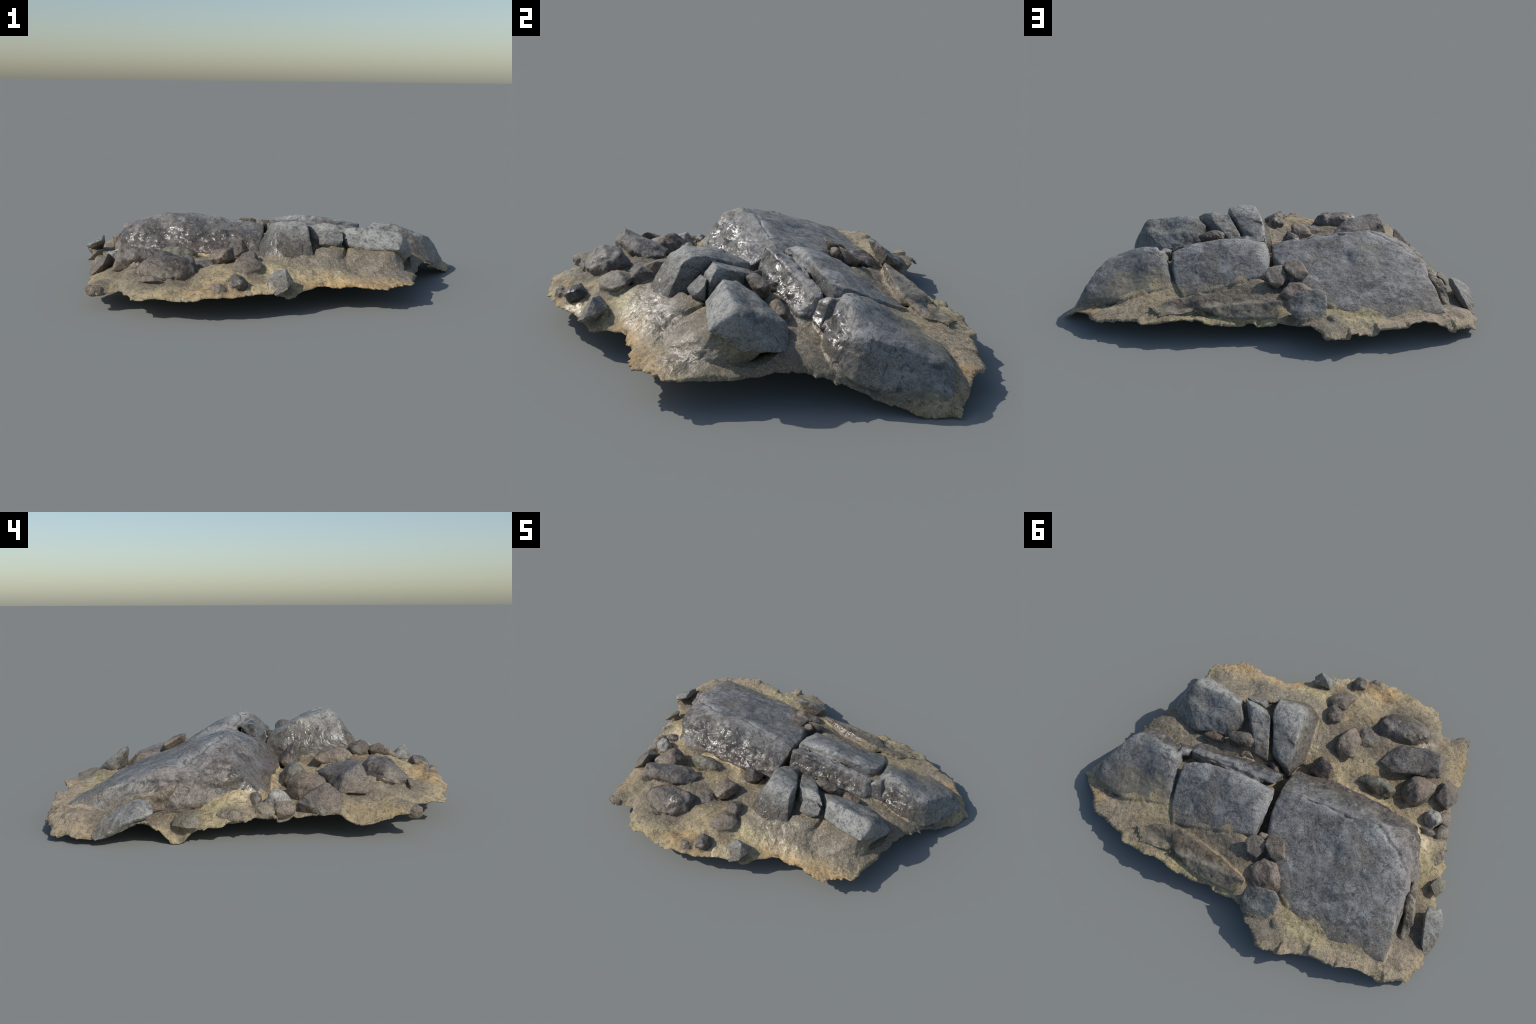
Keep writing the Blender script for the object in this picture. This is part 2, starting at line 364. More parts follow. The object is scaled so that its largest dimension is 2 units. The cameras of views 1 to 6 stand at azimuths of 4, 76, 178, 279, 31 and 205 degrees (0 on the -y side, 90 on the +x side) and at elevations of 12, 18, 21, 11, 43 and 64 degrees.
def rock(name, hulls, mat, vox=0.005, rounds=9, grow=-0.002, lumps=((7, .006), (22, .003), (60, .0012)),
         creases=0.0, grooves=(), dents=(), rough_zone=(), bury=True, floor=0.03):
    """Angular block(s) -> fused, worn round, then roughened, grooved and seated in the sand."""
    seed_counter[0] += 7
    seed = seed_counter[0]
    if not isinstance(hulls[0][0], (tuple, list)):
        hulls = [hulls]
    me0 = hull_mesh(hulls)
    tmp = bpy.data.objects.new("tmp", me0)
    bpy.context.scene.collection.objects.link(tmp)
    mod = tmp.modifiers.new("r", "REMESH"); mod.mode = "VOXEL"; mod.voxel_size = vox; mod.use_smooth_shade = True
    sm = tmp.modifiers.new("s", "SMOOTH"); sm.factor = 0.5; sm.iterations = rounds
    dg = bpy.context.evaluated_depsgraph_get()
    me = bpy.data.meshes.new_from_object(tmp.evaluated_get(dg))
    bpy.data.objects.remove(tmp)
    bpy.data.meshes.remove(me0)
    co, no = arrays(me)
    d = np.full(len(co), float(grow))
    for i, (s, a) in enumerate(lumps):
        d += a * fbm(co * s, seed + 10 * i, 3)
    if creases:
        d -= creases * ridged(co * np.array((2.2, 5.0, 7.0)), seed + 77)
    for c, r, a in rough_zone:
        w = smoothstep(1.2, 0.5, np.linalg.norm((co - np.array(c)) / np.array(r), axis=1))
        n = fbm(co * 11, seed + 5, 2)
        n2 = fbm(co * np.array((34, 34, 44)), seed + 6, 3)
        step = np.sin(co[:, 2] * 62 + 2.2 * fbm(co * 5, seed + 9, 2) + co[:, 0] * 7)
        d += w * a * (0.45 * np.sign(step) * np.abs(step) ** 0.5 + 1.2 * n + np.where(n > -0.1, 0.7, 0.25) * n2)
    warp = co + 0.006 * np.c_[vnoise(co * 30, 3), vnoise(co * 30, 4), vnoise(co * 30, 5)]
    for line, width, depth in grooves:
        d -= depth * np.exp(-(polyline_distance(warp, line) / width) ** 2)
    for c, r, depth in dents:
        q = np.linalg.norm((warp - np.array(c)) / np.array(r), axis=1)
        d -= depth * np.exp(-q * q)
    co = co + no * d[:, None]
    lim = sheet_height(co[:, :2]) - floor
    co[:, 2] = np.maximum(co[:, 2], lim)
    me.vertices.foreach_set("co", co.ravel())
    me.update()
    ob = link(name, me, mat)
    ROCKS.append((ob, bury))
    return ob

def stone_points(centre, radii, yaw=0, tilt=0, roll=0, seed=0, n=24):
    """A chipped ellipsoid: points spread over it, pushed in or out at random."""
    rng = np.random.default_rng(seed)
    i = np.arange(n) + 0.5
    ph = np.arccos(1 - 2 * i / n); th = math.pi * (1 + 5 ** 0.5) * i + rng.uniform(0, 6)
    p = np.c_[np.cos(th) * np.sin(ph), np.sin(th) * np.sin(ph), np.cos(ph)]
    p += rng.normal(0, 0.10, p.shape)
    p *= rng.uniform(0.90, 1.06, (n, 1))
    p *= np.array(radii) * np.array((1.10, 1.10, 1.04))
    a, b, c = map(math.radians, (yaw, tilt, roll))
    Rz = np.array([[math.cos(a), -math.sin(a), 0], [math.sin(a), math.cos(a), 0], [0, 0, 1]])
    Ry = np.array([[math.cos(b), 0, math.sin(b)], [0, 1, 0], [-math.sin(b), 0, math.cos(b)]])
    Rx = np.array([[1, 0, 0], [0, math.cos(c), -math.sin(c)], [0, math.sin(c), math.cos(c)]])
    p = p @ (Rz @ Ry @ Rx).T + np.array(centre)
    return [tuple(map(float, q)) for q in p]

def stone(name, mat, centre, radii, yaw=0, tilt=0, roll=0, seed=1, bury=True, rounds=8, vox=0.0035, n=24):
    return rock(name, stone_points(centre, radii, yaw, tilt, roll, seed, n), mat, vox=vox, rounds=rounds, grow=0.001,
                lumps=((16, .009), (38, .004), (80, .0012)), bury=bury)

# ---- bedrock ridge ---------------------------------------------------
west_slab = [(-.50, .40, .208), (-.30, .40, .196), (-.223, .16, .296), (.002, .050, .235), (-.004, .09, .268), (-.060, .095, .288), (-.144, .090, .296), (-.256, .088, .313), (-.385, .085, .327), (-.515, .060, .332),
             (-.550, .055, .322), (-.610, .005, .284), (-.655, .000, .274), (-.705, .010, .250), (-.600, .110, .298), (-.742, .200, .247), (-.766, .300, .205), (-.778, .43, .160), (-.797, .525, .130),
             (-.815, .600, .108), (-.70, .625, .088), (-.604, .634, .086), (-.438, .615, .092), (-.29, .58, .125),
             (-.690, -.115, .090), (-.681, -.105, .130), (-.55, -.112, .125), (-.406, -.115, .160), (-.406, -.125, .12), (-.22, -.115, .16), (-.02, -.085, .140), (-.012, -.070, .200),
             (-.745, .04, .138), (-.772, .08, .148), (-.785, .16, .152), (-.785, .25, .134), (-.80, .25, .07), (-.82, .45, .07), (-.82, .61, .06),
             (-.012, .20, .246), (-.055, .33, .224), (-.12, .44, .170), (-.20, .52, .140), (-.04, .33, .1), (-.13, .5, .08), (-.4, .62, .05)]
seam = [(-.03, .06, .24), (-.051, .103, .268), (-.12, .097, .288), (-.20, .092, .302), (-.28, .096, .312), (-.356, .100, .318), (-.40, .10, .318)]
WEST_CRACK = [(-.79, .27, .155), (-.77, .21, .172), (-.752, .16, .182), (-.735, .10, .183), (-.71, .04, .185)]
west_flake_scar = [(-.52, .07, .327), (-.57, .10, .303), (-.64, .13, .285), (-.735, .19, .25)]
rock("bedrock_slab", west_slab, MAT["slab"], vox=0.005, rounds=16, grow=0.0,
     lumps=((4, .011), (11, .006), (30, .0025), (75, .0008)),
     grooves=[(seam, .0055, .009), ([(-.48, .25, .27), (-.44, .33, .23), (-.47, .42, .19), (-.43, .55, .12)], .004, .003), ([(-.70, .33, .20), (-.72, .44, .15), (-.76, .56, .12)], .005, -.003),
              ([(-.25, .2, .27), (-.30, .29, .24), (-.24, .38, .20), (-.28, .47, .16)], .004, .004), ([(-.55, .30, .25), (-.62, .36, .21), (-.60, .46, .16)], .004, .003), (west_flake_scar, .012, .010), ([(-.42, -.02, .24), (-.43, -.09, .17), (-.42, -.12, .14)], .008, .012),
              ([(-.70, .05, .22), (-.60, -.02, .24), (-.5, .0, .26)], .007, .007), (WEST_CRACK, .007, .008), ([(-.70, .133, .252), (-.72, .147, .222), (-.745, .16, .185)], .006, .010), ([(-.65, .10, .285), (-.68, .05, .272), (-.69, .02, .262)], .007, .008)],
     dents=[((-.385, .275, .25), (.025, .04, .04), .009), ((-.45, .22, .27), (.06, .03, .04), -.006), ((-.535, .02, .268), (.055, .05, .035), .028), ((-.59, -.05, .205), (.09, .05, .05), .016)],
     rough_zone=[((-.35, -.04, .22), (.40, .12, .13), .011), ((-.76, .15, .18), (.10, .24, .12), .014)])

east_slab_top = [(.08, .23, .287), (.20, .26, .272), (.40, .27, .240), (.022, .110, .285), (.050, .150, .305), (.137, .150, .315), (.244, .150, .314), (.37, .150, .295), (.44, .165, .278), (.491, .206, .270),
                 (.494, .240, .225), (.465, .390, .178), (.419, .470, .137), (.22, .42, .165), (.006, .355, .208), (-.005, .25, .245), (.005, .16, .265),
                 (.42, .48, .09), (.0, .36, .1), (.02, .1, .15), (.5, .2, .12)]
east_slab_front = [(.012, .030, .305), (.015, .060, .300), (.10, .062, .296), (.136, .066, .286), (.245, .086, .284), (.360, .086, .267), (.478, .090, .250), (.485, .120, .262), (.45, .13, .27),
                   (.30, .13, .275), (.16, .12, .28), (.03, .10, .285), (.02, .005, .24), (.06, -.015, .20), (.20, .00, .20), (.35, .01, .195), (.50, .03, .185), (.53, .08, .19), (.03, -.02, .12), (.5, .05, .12), (.5, .13, .13)]
rock("bedrock_slab", [east_slab_top, east_slab_front], MAT["slab"], vox=0.005, rounds=14, grow=0.0,
     lumps=((5, .009), (14, .006), (36, .0022), (75, .0008)),
     grooves=[([(.05, .115, .29), (.163, .118, .285), (.25, .118, .282), (.30, .122, .275), (.40, .128, .27), (.48, .14, .268)], .010, .014),
              ([(.27, .10, .28), (.32, .108, .272), (.36, .11, .268), (.42, .115, .262)], .008, .010),
              ([(.20, .20, .29), (.235, .26, .26), (.29, .31, .225)], .004, .005)],
     rough_zone=[((.25, .03, .24), (.35, .07, .10), .010)])

end_slab = [(.505, .190, .240), (.490, .300, .172), (.47, .40, .158), (.545, .150, .262), (.568, .165, .284), (.561, .195, .285), (.649, .165, .280), (.701, .160, .266), (.776, .156, .243), (.803, .150, .232), (.83, .17, .225),
            (.60, .27, .245), (.560, .33, .20), (.60, .44, .145), (.70, .47, .12), (.79, .46, .105), (.88, .44, .10), (.891, .394, .142), (.907, .351, .145), (.86, .25, .20),
            (.94, .36, .075), (.965, .38, .035), (.93, .28, .045), (.895, .20, .070), (.85, .09, .10), (.775, .03, .12), (.68, .05, .14), (.62, .08, .155), (.56, .11, .16),
            (.803, .125, .205), (.776, .092, .205), (.66, .10, .215), (.60, .12, .225), (.92, .38, .0), (.85, .2, .0), (.6, .4, .05), (.55, .15, .1)]
end_knob = [(.490, .100, .245), (.524, .121, .264), (.555, .140, .262), (.545, .165, .25), (.50, .15, .25), (.55, .08, .20), (.50, .06, .19), (.60, .07, .18), (.58, .13, .24), (.5, .1, .12), (.6, .1, .12)]
rock("bedrock_slab", [end_slab, end_knob], MAT["slab"], vox=0.005, rounds=34, grow=-0.002, lumps=((5, .010), (14, .006), (36, .0022), (75, .0008)),
     grooves=[([(.545, .22, .26), (.56, .15, .26), (.575, .11, .23), (.60, .07, .19)], .012, .016), ([(.62, .14, .265), (.70, .13, .235), (.77, .12, .215)], .010, .008),
              ([(.66, .02, .17), (.63, .08, .21)], .007, .008)],
     dents=[((.67, .33, .20), (.05, .10, .05), .014), ((.64, .13, .26), (.03, .03, .03), .012)],
     rough_zone=[((.65, .08, .19), (.16, .08, .09), .011)])

north_ledge = [(-.051, .569, .156), (.02, .550, .148), (.10, .532, .145), (.18, .516, .146), (.25, .498, .150), (.339, .480, .162), (.40, .495, .14),
               (.322, .600, .140), (.207, .639, .100), (.05, .635, .085), (-.05, .63, .10), (.36, .57, .12), (-.05, .55, .11), (.10, .50, .12), (.33, .465, .12), (.2, .6, .06), (.0, .6, .06)]
rock("bedrock_ledge", north_ledge, MAT["buff"], rounds=6, lumps=((8, .010), (25, .005), (60, .0015)), floor=.02)
rock("bedrock_ledge", [(.339, .482, .160), (.43, .485, .138), (.487, .495, .120), (.583, .559, .122), (.52, .62, .105), (.41, .61, .108), (.35, .60, .120), (.45, .55, .08), (.4, .5, .08)],
     MAT["buff"], rounds=6, lumps=((9, .010), (25, .004), (60, .0015)), floor=.02, dents=[((.42, .57, .11), (.04, .03, .04), .022)])

# ---- jointed blocks along the front ---------------------------------
block_west = [(.070, -.290, .355), (.150, -.300, .360), (.215, -.285, .352), (.222, -.322, .338), (.215, -.245, .348), (.053, -.217, .330), (.034, -.135, .312), (.040, -.045, .255), (.012, -.022, .226),
              (.075, -.04, .255), (.128, -.066, .252), (.170, -.145, .303), (.196, -.200, .328), (.216, -.262, .33), (.067, -.350, .330), (.075, -.402, .262), (.020, -.395, .200), (.256, -.395, .195), (.245, -.37, .25),
              (-.022, -.094, .200), (-.005, -.25, .21), (.015, -.32, .24), (.13, -.45, .185), (.05, -.44, .17), (.22, -.43, .175), (.01, -.02, .14), (.12, -.06, .14), (.24, -.3, .14), (-.02, -.2, .12)]
rock("jointed_block", block_west, MAT["block"], rounds=10, lumps=((6, .006), (18, .004), (50, .0015)),
     grooves=[([(.06, -.27, .34), (.052, -.217, .315), (.02, -.10, .25)], .006, .010), ([(.05, -.13, .31), (.10, -.13, .31), (.15, -.12, .29)], .006, .006)],
     dents=[((.20, -.37, .29), (.05, .04, .05), .006), ((.19, -.33, .36), (.03, .03, .03), .008)])
block_mid = [(.318, -.215, .344), (.275, -.225, .336), (.212, -.210, .330), (.240, -.252, .302), (.386, -.255, .308), (.345, -.250, .320), (.352, -.225, .335), (.186, -.150, .300), (.150, -.070, .262), (.132, -.026, .228), (.206, -.024, .238),
             (.240, -.073, .274), (.300, -.150, .312), (.235, -.245, .28), (.27, -.27, .26), (.38, -.26, .25), (.14, -.04, .15), (.23, -.25, .15), (.37, -.25, .15), (.25, -.06, .15), (.2, -.03, .15)]
rock("jointed_block", block_mid, MAT["block"], rounds=8, lumps=((9, .007), (24, .004), (60, .002)), grooves=[([(.25, -.16, .31), (.30, -.14, .31)], .006, .006)])
block_mid_low = [(.352, -.258, .312), (.386, -.272, .298), (.270, -.268, .290), (.300, -.270, .308), (.280, -.315, .252), (.354, -.318, .247), (.385, -.30, .27), (.30, -.325, .262), (.27, -.29, .25), (.38, -.27, .23), (.27, -.25, .23), (.35, -.29, .22), (.30, -.28, .22)]
rock("jointed_block", block_mid_low, MAT["block"], rounds=5, creases=.001)
block_east = [(.388, -.215, .318), (.50, -.220, .319), (.62, -.215, .308), (.662, -.225, .298), (.65, -.18, .292), (.41, -.28, .245), (.412, -.262, .27), (.50, -.295, .232), (.648, -.312, .236), (.60, -.30, .232), (.66, -.27, .27),
              (.330, -.112, .252), (.34, -.15, .28), (.725, -.090, .165), (.730, -.150, .175), (.690, -.172, .17), (.715, -.12, .22), (.55, -.03, .19), (.43, -.055, .205), (.36, -.08, .22), (.54, -.085, .240), (.655, -.12, .262), (.45, -.10, .262),
              (.69, -.06, .15), (.685, -.21, .160), (.45, -.25, .18), (.4, -.1, .14), (.58, -.03, .14)]
rock("jointed_block", block_east, MAT["block"], rounds=16, grow=0.0, lumps=((7, .008), (18, .005), (45, .0025)),
     dents=[((.560, -.150, .285), (.06, .05, .05), .026), ((.49, -.155, .29), (.05, .04, .05), .003), ((.66, -.31, .2), (.05, .04, .02), .01)])
low_block_west = [(.255, -.345, .235), (.29, -.340, .240), (.345, -.328, .238), (.395, -.275, .236), (.385, -.34, .210), (.37, -.372, .188), (.301, -.425, .182), (.250, -.395, .205), (.26, -.34, .15), (.36, -.34, .15), (.3, -.42, .15), (.22, -.40, .18)]
rock("buried_block", low_block_west, MAT_SEDIMENT, rounds=12, lumps=((9, .008), (24, .005), (60, .002)))
low_block_east = [(.405, -.272, .236), (.40, -.33, .212), (.50, -.285, .229), (.622, -.298, .226), (.685, -.178, .155), (.67, -.26, .17), (.690, -.205, .172), (.702, -.150, .165), (.620, -.336, .170), (.658, -.378, .122), (.506, -.445, .132), (.42, -.43, .150), (.40, -.26, .14), (.66, -.2, .1), (.6, -.4, .1), (.4, -.42, .12)]
rock("buried_block", low_block_east, MAT_SEDIMENT, rounds=14, lumps=((8, .008), (22, .005), (60, .0025)), dents=[((.68, -.22, .15), (.03, .04, .03), .012)])

# ---- boulders half sunk in the sand ----------------------------------
rock("boulder", [(-.640, -.462, .256), (-.595, -.452, .258), (-.555, -.466, .254), (-.50, -.445, .246), (-.445, -.415, .236), (-.425, -.39, .220), (-.365, -.315, .180), (-.45, -.28, .185), (-.56, -.335, .195), (-.655, -.41, .215), (-.680, -.390, .144),
                 (-.43, -.450, .200), (-.56, -.49, .200), (-.645, -.505, .19), (-.665, -.50, .14), (-.38, -.40, .175), (-.5, -.47, .15), (-.4, -.32, .14)],
     MAT["dark"], rounds=12, lumps=((7, .009), (18, .006), (44, .003)), dents=[((-.52, -.445, .255), (.06, .04, .03), .008)])
rock("boulder", [[(-.325, -.555, .222), (-.36, -.52, .220), (-.42, -.495, .218), (-.480, -.560, .222), (-.497, -.588, .212), (-.49, -.54, .210), (-.296, -.468, .184), (-.285, -.54, .186), (-.36, -.61, .185), (-.432, -.605, .192), (-.467, -.652, .163), (-.558, -.545, .180), (-.545, -.605, .160), (-.54, -.49, .15), (-.395, -.658, .153), (-.33, -.632, .158), (-.285, -.57, .168), (-.40, -.55, .08), (-.48, -.62, .08), (-.33, -.59, .09), (-.52, -.54, .09), (-.45, -.645, .09), (-.4, -.5, .13)],
                 stone_points((-.340, -.520, .185), (.052, .046, .042), seed=3)],
     MAT["dark"], rounds=10, grow=.001, lumps=((7, .013), (18, .009), (44, .004), (80, .0015)),
     grooves=[([(-.53, -.56, .18), (-.46, -.58, .205), (-.40, -.60, .19), (-.36, -.64, .15)], .008, .010), ([(-.44, -.49, .21), (-.41, -.54, .21), (-.43, -.60, .19)], .006, .008)])
rock("stone_flake", [(-.42, -.650, .160), (-.45, -.665, .168), (-.50, -.655, .160), (-.48, -.64, .168), (-.44, -.675, .145), (-.52, -.665, .135), (-.40, -.660, .14)], MAT["dark"], vox=.003, rounds=3, bury=False)
rock("boulder", [(-.102, -.172, .250), (-.160, -.165, .226), (-.13, -.15, .232), (-.072, -.095, .172), (-.185, -.160, .150), (-.175, -.110, .160), (-.13, -.085, .160), (-.065, -.16, .185), (-.10, -.195, .185), (-.155, -.200, .140), (-.1, -.17, .13), (-.1, -.11, .12), (-.17, -.16, .11)],
     MAT["dark"], vox=.0035, rounds=4, creases=.002)
stone("boulder", MAT["olive"], (-.412, -.196, .150), (.098, .046, .050), yaw=2, roll=-12, seed=5, rounds=8)
stone("boulder", MAT["brown"], (-.606, -.276, .138), (.066, .080, .066), yaw=-12, seed=8, rounds=14, n=40)
rock("stone_flake", [(-.715, -.355, .198), (-.700, -.28, .150), (-.785, -.245, .135), (-.812, -.33, .115), (-.815, -.35, .090), (-.785, -.412, .100), (-.725, -.405, .160), (-.76, -.3, .165), (-.72, -.31, .10), (-.77, -.26, .09), (-.74, -.38, .10)],
     MAT["dark"], vox=.0035, rounds=4, bury=False)
stone("cobble", MAT["pale"], (-.738, -.178, .120), (.041, .050, .044), yaw=20, seed=12, rounds=6)
stone("cobble", MAT["brown"], (-.790, -.205, .102), (.036, .038, .030), seed=13)
rock("boulder", [(-.050, -.532, .235), (-.092, -.558, .226), (-.108, -.605, .188), (-.04, -.602, .188), (.014, -.568, .184), (.022, -.520, .198), (-.015, -.485, .210), (-.08, -.49, .208), (-.05, -.61, .16), (-.03, -.52, .15)],
     MAT["brown"], vox=.0035, rounds=7, grow=.003, grooves=[([(-.07, -.5, .21), (-.02, -.49, .2)], .006, .008)])
stone("boulder", MAT["dark"], (-.040, -.440, .198), (.052, .047, .042), yaw=30, seed=21, rounds=6)
stone("boulder", MAT["brown"], (-.180, -.337, .182), (.062, .074, .046), yaw=12, seed=22, rounds=5)
stone("boulder", MAT["dark"], (-.252, -.425, .154), (.062, .055, .036), yaw=-20, seed=24, rounds=6)
rock("boulder", [(.128, -.645, .206), (.085, -.618, .196), (.040, -.665, .155), (.050, -.695, .125), (.085, -.715, .100), (.142, -.692, .125), (.165, -.635, .150), (.145, -.595, .16), (.05, -.595, .155), (.1, -.65, .08)], MAT["block"], vox=.0035, rounds=4)
stone("cobble", MAT["dark"], (-.074, -.702, .155), (.044, .042, .042), yaw=20, seed=31, rounds=5, n=14)
stone("cobble", MAT["brown"], (-.155, -.752, .128), (.034, .032, .032), seed=32, rounds=5)
stone("cobble", MAT["brown"], (-.70, -.66, .095), (.045, .035, .03), yaw=30, seed=36)

# ---- stones wedged in the joint between blocks and ridge --------------
stone("cobble", MAT["brown"], (.440, -.030, .200), (.062, .026, .022), yaw=2, tilt=6, seed=41)
stone("cobble", MAT["dark"], (.300, -.068, .242), (.075, .036, .042), yaw=15, seed=42)
stone("cobble", MAT["dark"], (.250, .000, .210), (.045, .026, .030), yaw=8, seed=43)
stone("cobble", MAT["dark"], (.095, -.020, .200), (.040, .026, .028), yaw=-20, seed=44)
stone("cobble", MAT["brown"], (.005, -.150, .160), (.030, .045, .040), yaw=15, seed=45)

# ---- loose stones on the back slope -----------------------------------
rock("cobble", [(-.062, .335, .254), (-.090, .318, .270), (-.148, .332, .264), (-.165, .36, .246), (-.182, .40, .226), (-.160, .420, .205), (-.118, .422, .212), (-.066, .385, .246), (-.14, .40, .18), (-.09, .33, .22)],
     MAT["brown"], vox=.0035, rounds=5, grow=.001, bury=False)
rock("cobble", [(-.030, .358, .256), (.016, .376, .246), (.030, .405, .220), (.000, .440, .192), (-.055, .446, .186), (-.076, .410, .206), (-.068, .368, .242), (.0, .38, .19), (-.03, .43, .16)],
     MAT["brown"], vox=.0035, rounds=5, grow=.001, bury=False)
stone("cobble", MAT["brown"], (-.045, .345, .225), (.026, .018, .02), seed=53)
rock("boulder", [(-.072, .588, .186), (-.15, .572, .218), (-.21, .562, .214), (-.252, .578, .206), (-.258, .64, .162), (-.23, .69, .112), (-.13, .705, .116), (-.085, .660, .138), (-.065, .63, .135), (-.12, .58, .12), (-.24, .60, .12), (-.18, .70, .09)],
     MAT["block"], rounds=5, lumps=((9, .009), (24, .005), (60, .0015)))
stone("cobble", MAT["olive"], (-.275, .672, .098), (.032, .032, .024), seed=55)
stone("buried_block", MAT["brown"], (-.145, .500, .146), (.085, .085, .034), yaw=30, tilt=8, roll=-20, seed=57, rounds=7)

# ---- flakes and stones along the ragged west side ---------------------
rock("stone_flake", [(-.885, .085, .116), (-.860, .150, .114), (-.870, .10, .10), (-.938, .072, .060), (-.915, .185, .060), (-.942, .12, .060), (-.895, .18, .095), (-.87, .12, .06)], MAT["olive"], vox=.0035, rounds=12, bury=True, floor=.01)
rock("stone_plate", [(-.900, .255, .138), (-.900, .315, .157), (-.920, .370, .128), (-.950, .440, .078), (-.955, .235, .118), (-.995, .290, .102), (-1.0, .330, .088), (-1.0, .440, .018), (-.975, .462, .030), (-.895, .30, .120), (-.935, .42, .055), (-.96, .30, .07)],
     MAT["block"], vox=.0035, rounds=5, grow=0, bury=False, floor=.012, lumps=((10, .009), (28, .005), (70, .002)))
rock("stone_plate", [(-.780, .19, .190), (-.812, .20, .172), (-.825, .30, .146), (-.850, .35, .152), (-.866, .37, .136), (-.872, .455, .072), (-.840, .46, .075), (-.818, .36, .142), (-.785, .28, .160), (-.80, .3, .08), (-.86, .40, .06), (-.79, .2, .1)],
     MAT["buff"], vox=.0035, rounds=5, grow=0, lumps=((12, .012), (34, .006), (80, .002)))
stone("cobble", MAT["buff"], (-.800, -.130, .100), (.040, .048, .034), seed=64)
stone("cobble", MAT["buff"], (-.838, -.025, .088), (.030, .058, .028), yaw=8, seed=65)
stone("cobble", MAT["dark"], (-.732, -.092, .125), (.042, .022, .026), yaw=10, seed=66)

# ------------------------------------------------------------ the sheet
def build_sheet():
    rng = np.random.default_rng(4)
    # densify the shore and fray it into small teeth
    ring = np.vstack([shore, shore[:1]])
    seg = np.linalg.norm(np.diff(ring[:, :2], axis=0), axis=1)
    s = np.r_[0, np.cumsum(seg)]
    n = int(s[-1] / 0.006)
    t = np.linspace(0, s[-1], n, endpoint=False)
    rim = np.c_[[np.interp(t, s, ring[:, k]) for k in range(3)]].T
    tang = np.roll(rim, -1, 0) - np.roll(rim, 1, 0)
    nor = np.c_[tang[:, 1], -tang[:, 0]]
    nor /= np.linalg.norm(nor, axis=1)[:, None]
    patchy = 0.45 + 0.9 * smoothstep(-0.2, 0.6, vnoise(np.c_[t / 0.17, t * 0, t * 0], 8))
    tooth = -0.004 + 0.010 * vnoise(np.c_[t / 0.045, t * 0, t * 0], 5) + patchy * (0.005 * vnoise(np.c_[t / 0.016, t * 0 + 3, t * 0], 6) + rng.normal(0, 0.0018, n))
    rim[:, :2] += nor * tooth[:, None]
    rim[:, 2] += 0.5 * tooth - 0.002
    h = 0.0052
    gx = np.arange(-1.03, 1.03, h); gy = np.arange(-0.86, 0.86, h)
    X, Y = np.meshgrid(gx, gy, indexing="ij")
    P = np.c_[X.ravel(), Y.ravel()]
    # even-odd inside test
    inside = np.zeros(len(P), bool)
    a = rim[:, :2]; b = np.roll(a, -1, 0)
    for (x0, y0), (x1, y1) in zip(a, b):
        if y0 != y1:
            c = (P[:, 1] >= min(y0, y1)) & (P[:, 1] < max(y0, y1))
            c &= P[:, 0] < x0 + (P[:, 1] - y0) * (x1 - x0) / (y1 - y0)
            inside ^= c
    I = inside.reshape(X.shape)
    cell = I[:-1, :-1] & I[1:, :-1] & I[:-1, 1:] & I[1:, 1:]
    ny = len(gy)
    ci, cj = np.nonzero(cell)
    quads = np.c_[ci * ny + cj, (ci + 1) * ny + cj, (ci + 1) * ny + cj + 1, ci * ny + cj + 1]
    used = np.unique(quads)
    remap = -np.ones(len(P), int); remap[used] = np.arange(len(used))
    quads = remap[quads]
    xy = P[used]
    # border vertices slide out to the frayed rim
    e = np.sort(np.vstack([quads[:, [0, 1]], quads[:, [1, 2]], quads[:, [2, 3]], quads[:, [3, 0]]]), axis=1)
    u, cnt = np.unique(e, axis=0, return_counts=True)
    border = np.unique(u[cnt == 1])
    zrim = {}
    for v in border:
        k = np.argmin(((rim[:, :2] - xy[v]) ** 2).sum(1))
        xy[v] = rim[k, :2]
        zrim[v] = rim[k, 2]
    z = sheet_height(xy)
    p3 = np.c_[xy, z]
    ks = np.arange(0, n, 8)
    dist = np.array([np.linalg.norm(xy - rim[k, :2], axis=1) for k in ks])
    near = ks[np.argmin(dist, axis=0)]
    away = dist.min(axis=0)
    edge = np.minimum(0.05, away) / 0.05
    # hanging folds of the torn hem, strongest along the west and north
    tn = t[near]
    limp = 0.35 + 0.65 * smoothstep(0.2, -0.75, xy[:, 0]) * smoothstep(-0.5, 0.2, xy[:, 1]) + 0.4 * smoothstep(0.4, 0.65, xy[:, 1])
    fold = 0.022 * vnoise(np.c_[tn / 0.075, tn * 0 + 1, tn * 0], 21) + 0.009 * vnoise(np.c_[tn / 0.028, tn * 0 + 5, tn * 0], 22)
    fold = fold * limp * smoothstep(0.085, 0.0, away)
    z = z + 0.7 * fold + edge * (0.010 * fbm(p3 * 9, 1, 4) + 0.0055 * fbm(p3 * 26, 2, 3) + 0.0032 * fbm(p3 * 70, 3, 2))
    for v, zz in zrim.items():
        z[v] = 0.6 * (zz + 0.7 * fold[v]) + 0.4 * z[v]
    # drape over the feet of buried rocks, dive beneath them further in
    verts, polys = [], []
    for ob, bury in ROCKS:
        if bury:
            off = len(verts)
            verts += [tuple(v.co) for v in ob.data.vertices]
            polys += [tuple(i + off for i in p.vertices) for p in ob.data.polygons]
    tree = BVHTree.FromPolygons(verts, polys)
    k = 0.025
    draped = np.zeros(len(z), bool)
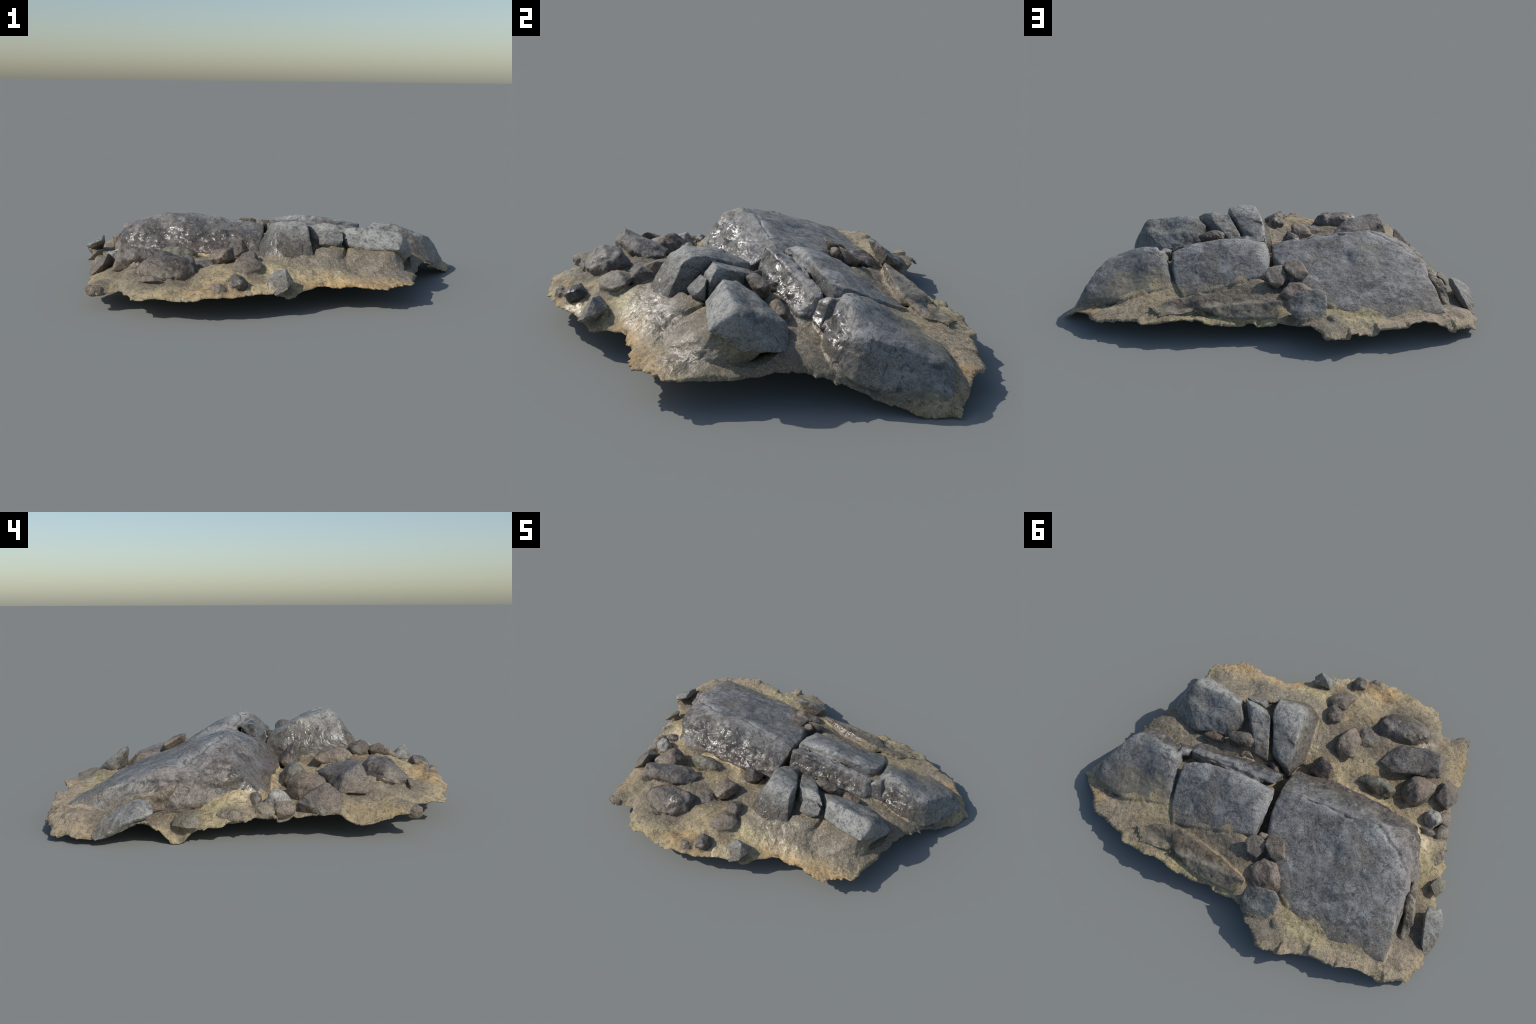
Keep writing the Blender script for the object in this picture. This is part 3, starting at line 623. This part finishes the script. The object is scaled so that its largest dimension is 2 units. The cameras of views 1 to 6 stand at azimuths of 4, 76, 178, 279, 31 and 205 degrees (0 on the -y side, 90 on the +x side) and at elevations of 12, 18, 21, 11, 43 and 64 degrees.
    for i in range(len(z)):
        hit = tree.ray_cast(Vector((xy[i, 0], xy[i, 1], 1.0)), Vector((0, 0, -1)))
        if hit[0] is None:
            continue
        zr = hit[0].z
        d = zr - z[i]
        kk = k * (1 + 0.7 * math.sin(xy[i, 0] * 31) * math.cos(xy[i, 1] * 27))
        draped[i] = -kk < d < 2.5 * kk
        if abs(d) < kk:
            q = (kk - abs(d)) / kk
            z[i] = max(z[i], zr) + q * q * kk / 4 - (0.0015 if d > 0 else 0)
        elif d > 0:
            z[i] = z[i] + kk * max(0.0, 1 - (d - kk) / kk) - 0.004
    # settle the drape: relax vertices next to buried rock
    fixed = np.zeros(len(z), bool); fixed[border] = True
    for it in range(3):
        acc = np.zeros(len(z)); num = np.zeros(len(z))
        np.add.at(acc, u[:, 0], z[u[:, 1]]); np.add.at(acc, u[:, 1], z[u[:, 0]])
        np.add.at(num, u[:, 0], 1); np.add.at(num, u[:, 1], 1)
        lap = acc / np.maximum(num, 1) - z
        z = np.where(draped & ~fixed, z + 0.5 * lap, z)
    z = np.maximum(z, 0.0)
    me = bpy.data.meshes.new("sediment_sheet")
    me.from_pydata(np.c_[xy, z].tolist(), [], quads.tolist())
    me.update()
    ob = link("sediment_sheet", me, MAT_SEDIMENT)
    PENDING[:] = [p for p in PENDING if p[0] != me]
    so = ob.modifiers.new("thickness", "SOLIDIFY"); so.thickness = 0.005; so.offset = -1
    dg = bpy.context.evaluated_depsgraph_get()
    me2 = bpy.data.meshes.new_from_object(ob.evaluated_get(dg))
    ob.modifiers.clear()
    ob.data = me2
    PENDING.append((me2, MAT_SEDIMENT))
    co, _ = arrays(me2)
    co[:, 2] = np.maximum(co[:, 2], 0.0)
    me2.vertices.foreach_set("co", co.ravel())
    me2.update()
    return ob

build_sheet()
# --------------------------------------------- colours, now that all is placed
FEET, HALO = [], []
for ob, bury in ROCKS:
    co, _ = arrays(ob.data)
    lo, hi = co.min(0), co.max(0)
    if max(hi - lo) > 0.36:
        continue
    c = (lo + hi) / 2; r = (hi - lo) / 2
    zs = float(sheet_height(c[None, :2])[0])
    FEET.append(((float(c[0]), float(c[1]), zs - 0.012), (float(r[0] * 1.35), float(r[1] * 1.35), 0.036)))
    HALO.append(((float(c[0]), float(c[1]), zs), (float(r[0] * 1.25), float(r[1] * 1.25), 0.06)))
MADE = dict(
    slab=make_rock("blue_grey_bedrock", (.132, .130, .124), (.246, .242, .230), (.380, .376, .358), (.230, .194, .156)),
    block=make_rock("pale_grey_block", (.165, .163, .149), (.288, .286, .262), (.405, .400, .368), (.258, .224, .180), (4, 0, 0)),
    dark=make_rock("dark_wet_boulder", (.098, .085, .073), (.185, .163, .142), (.300, .270, .236), (.190, .148, .115), (7, 3, 0), (0.32, 0.6)),
    brown=make_rock("brown_grey_cobble", (.165, .130, .098), (.290, .235, .180), (.400, .340, .270), (.270, .195, .135), (1, 8, 0), (0.36, 0.62)),
    pale=make_rock("pale_cobble", (.330, .305, .265), (.500, .470, .410), (.580, .550, .495), (.400, .345, .275), (2, 5, 3), (0.5, 0.75), False),
    olive=make_rock("olive_stone", (.115, .108, .076), (.205, .192, .142), (.290, .272, .205), (.185, .152, .100), (6, 6, 1), (0.35, 0.6)),
    buff=make_rock("buff_crusted_rock", (.180, .152, .112), (.300, .258, .190), (.410, .362, .275), (.270, .205, .135), (3, 3, 8), (0.45, 0.75), False),
    sediment=make_sediment(),
)
for me, key in PENDING:
    me.materials.clear()
    me.materials.append(MADE[key])

for m in list(bpy.data.meshes):
    if m.users == 0:
        bpy.data.meshes.remove(m)
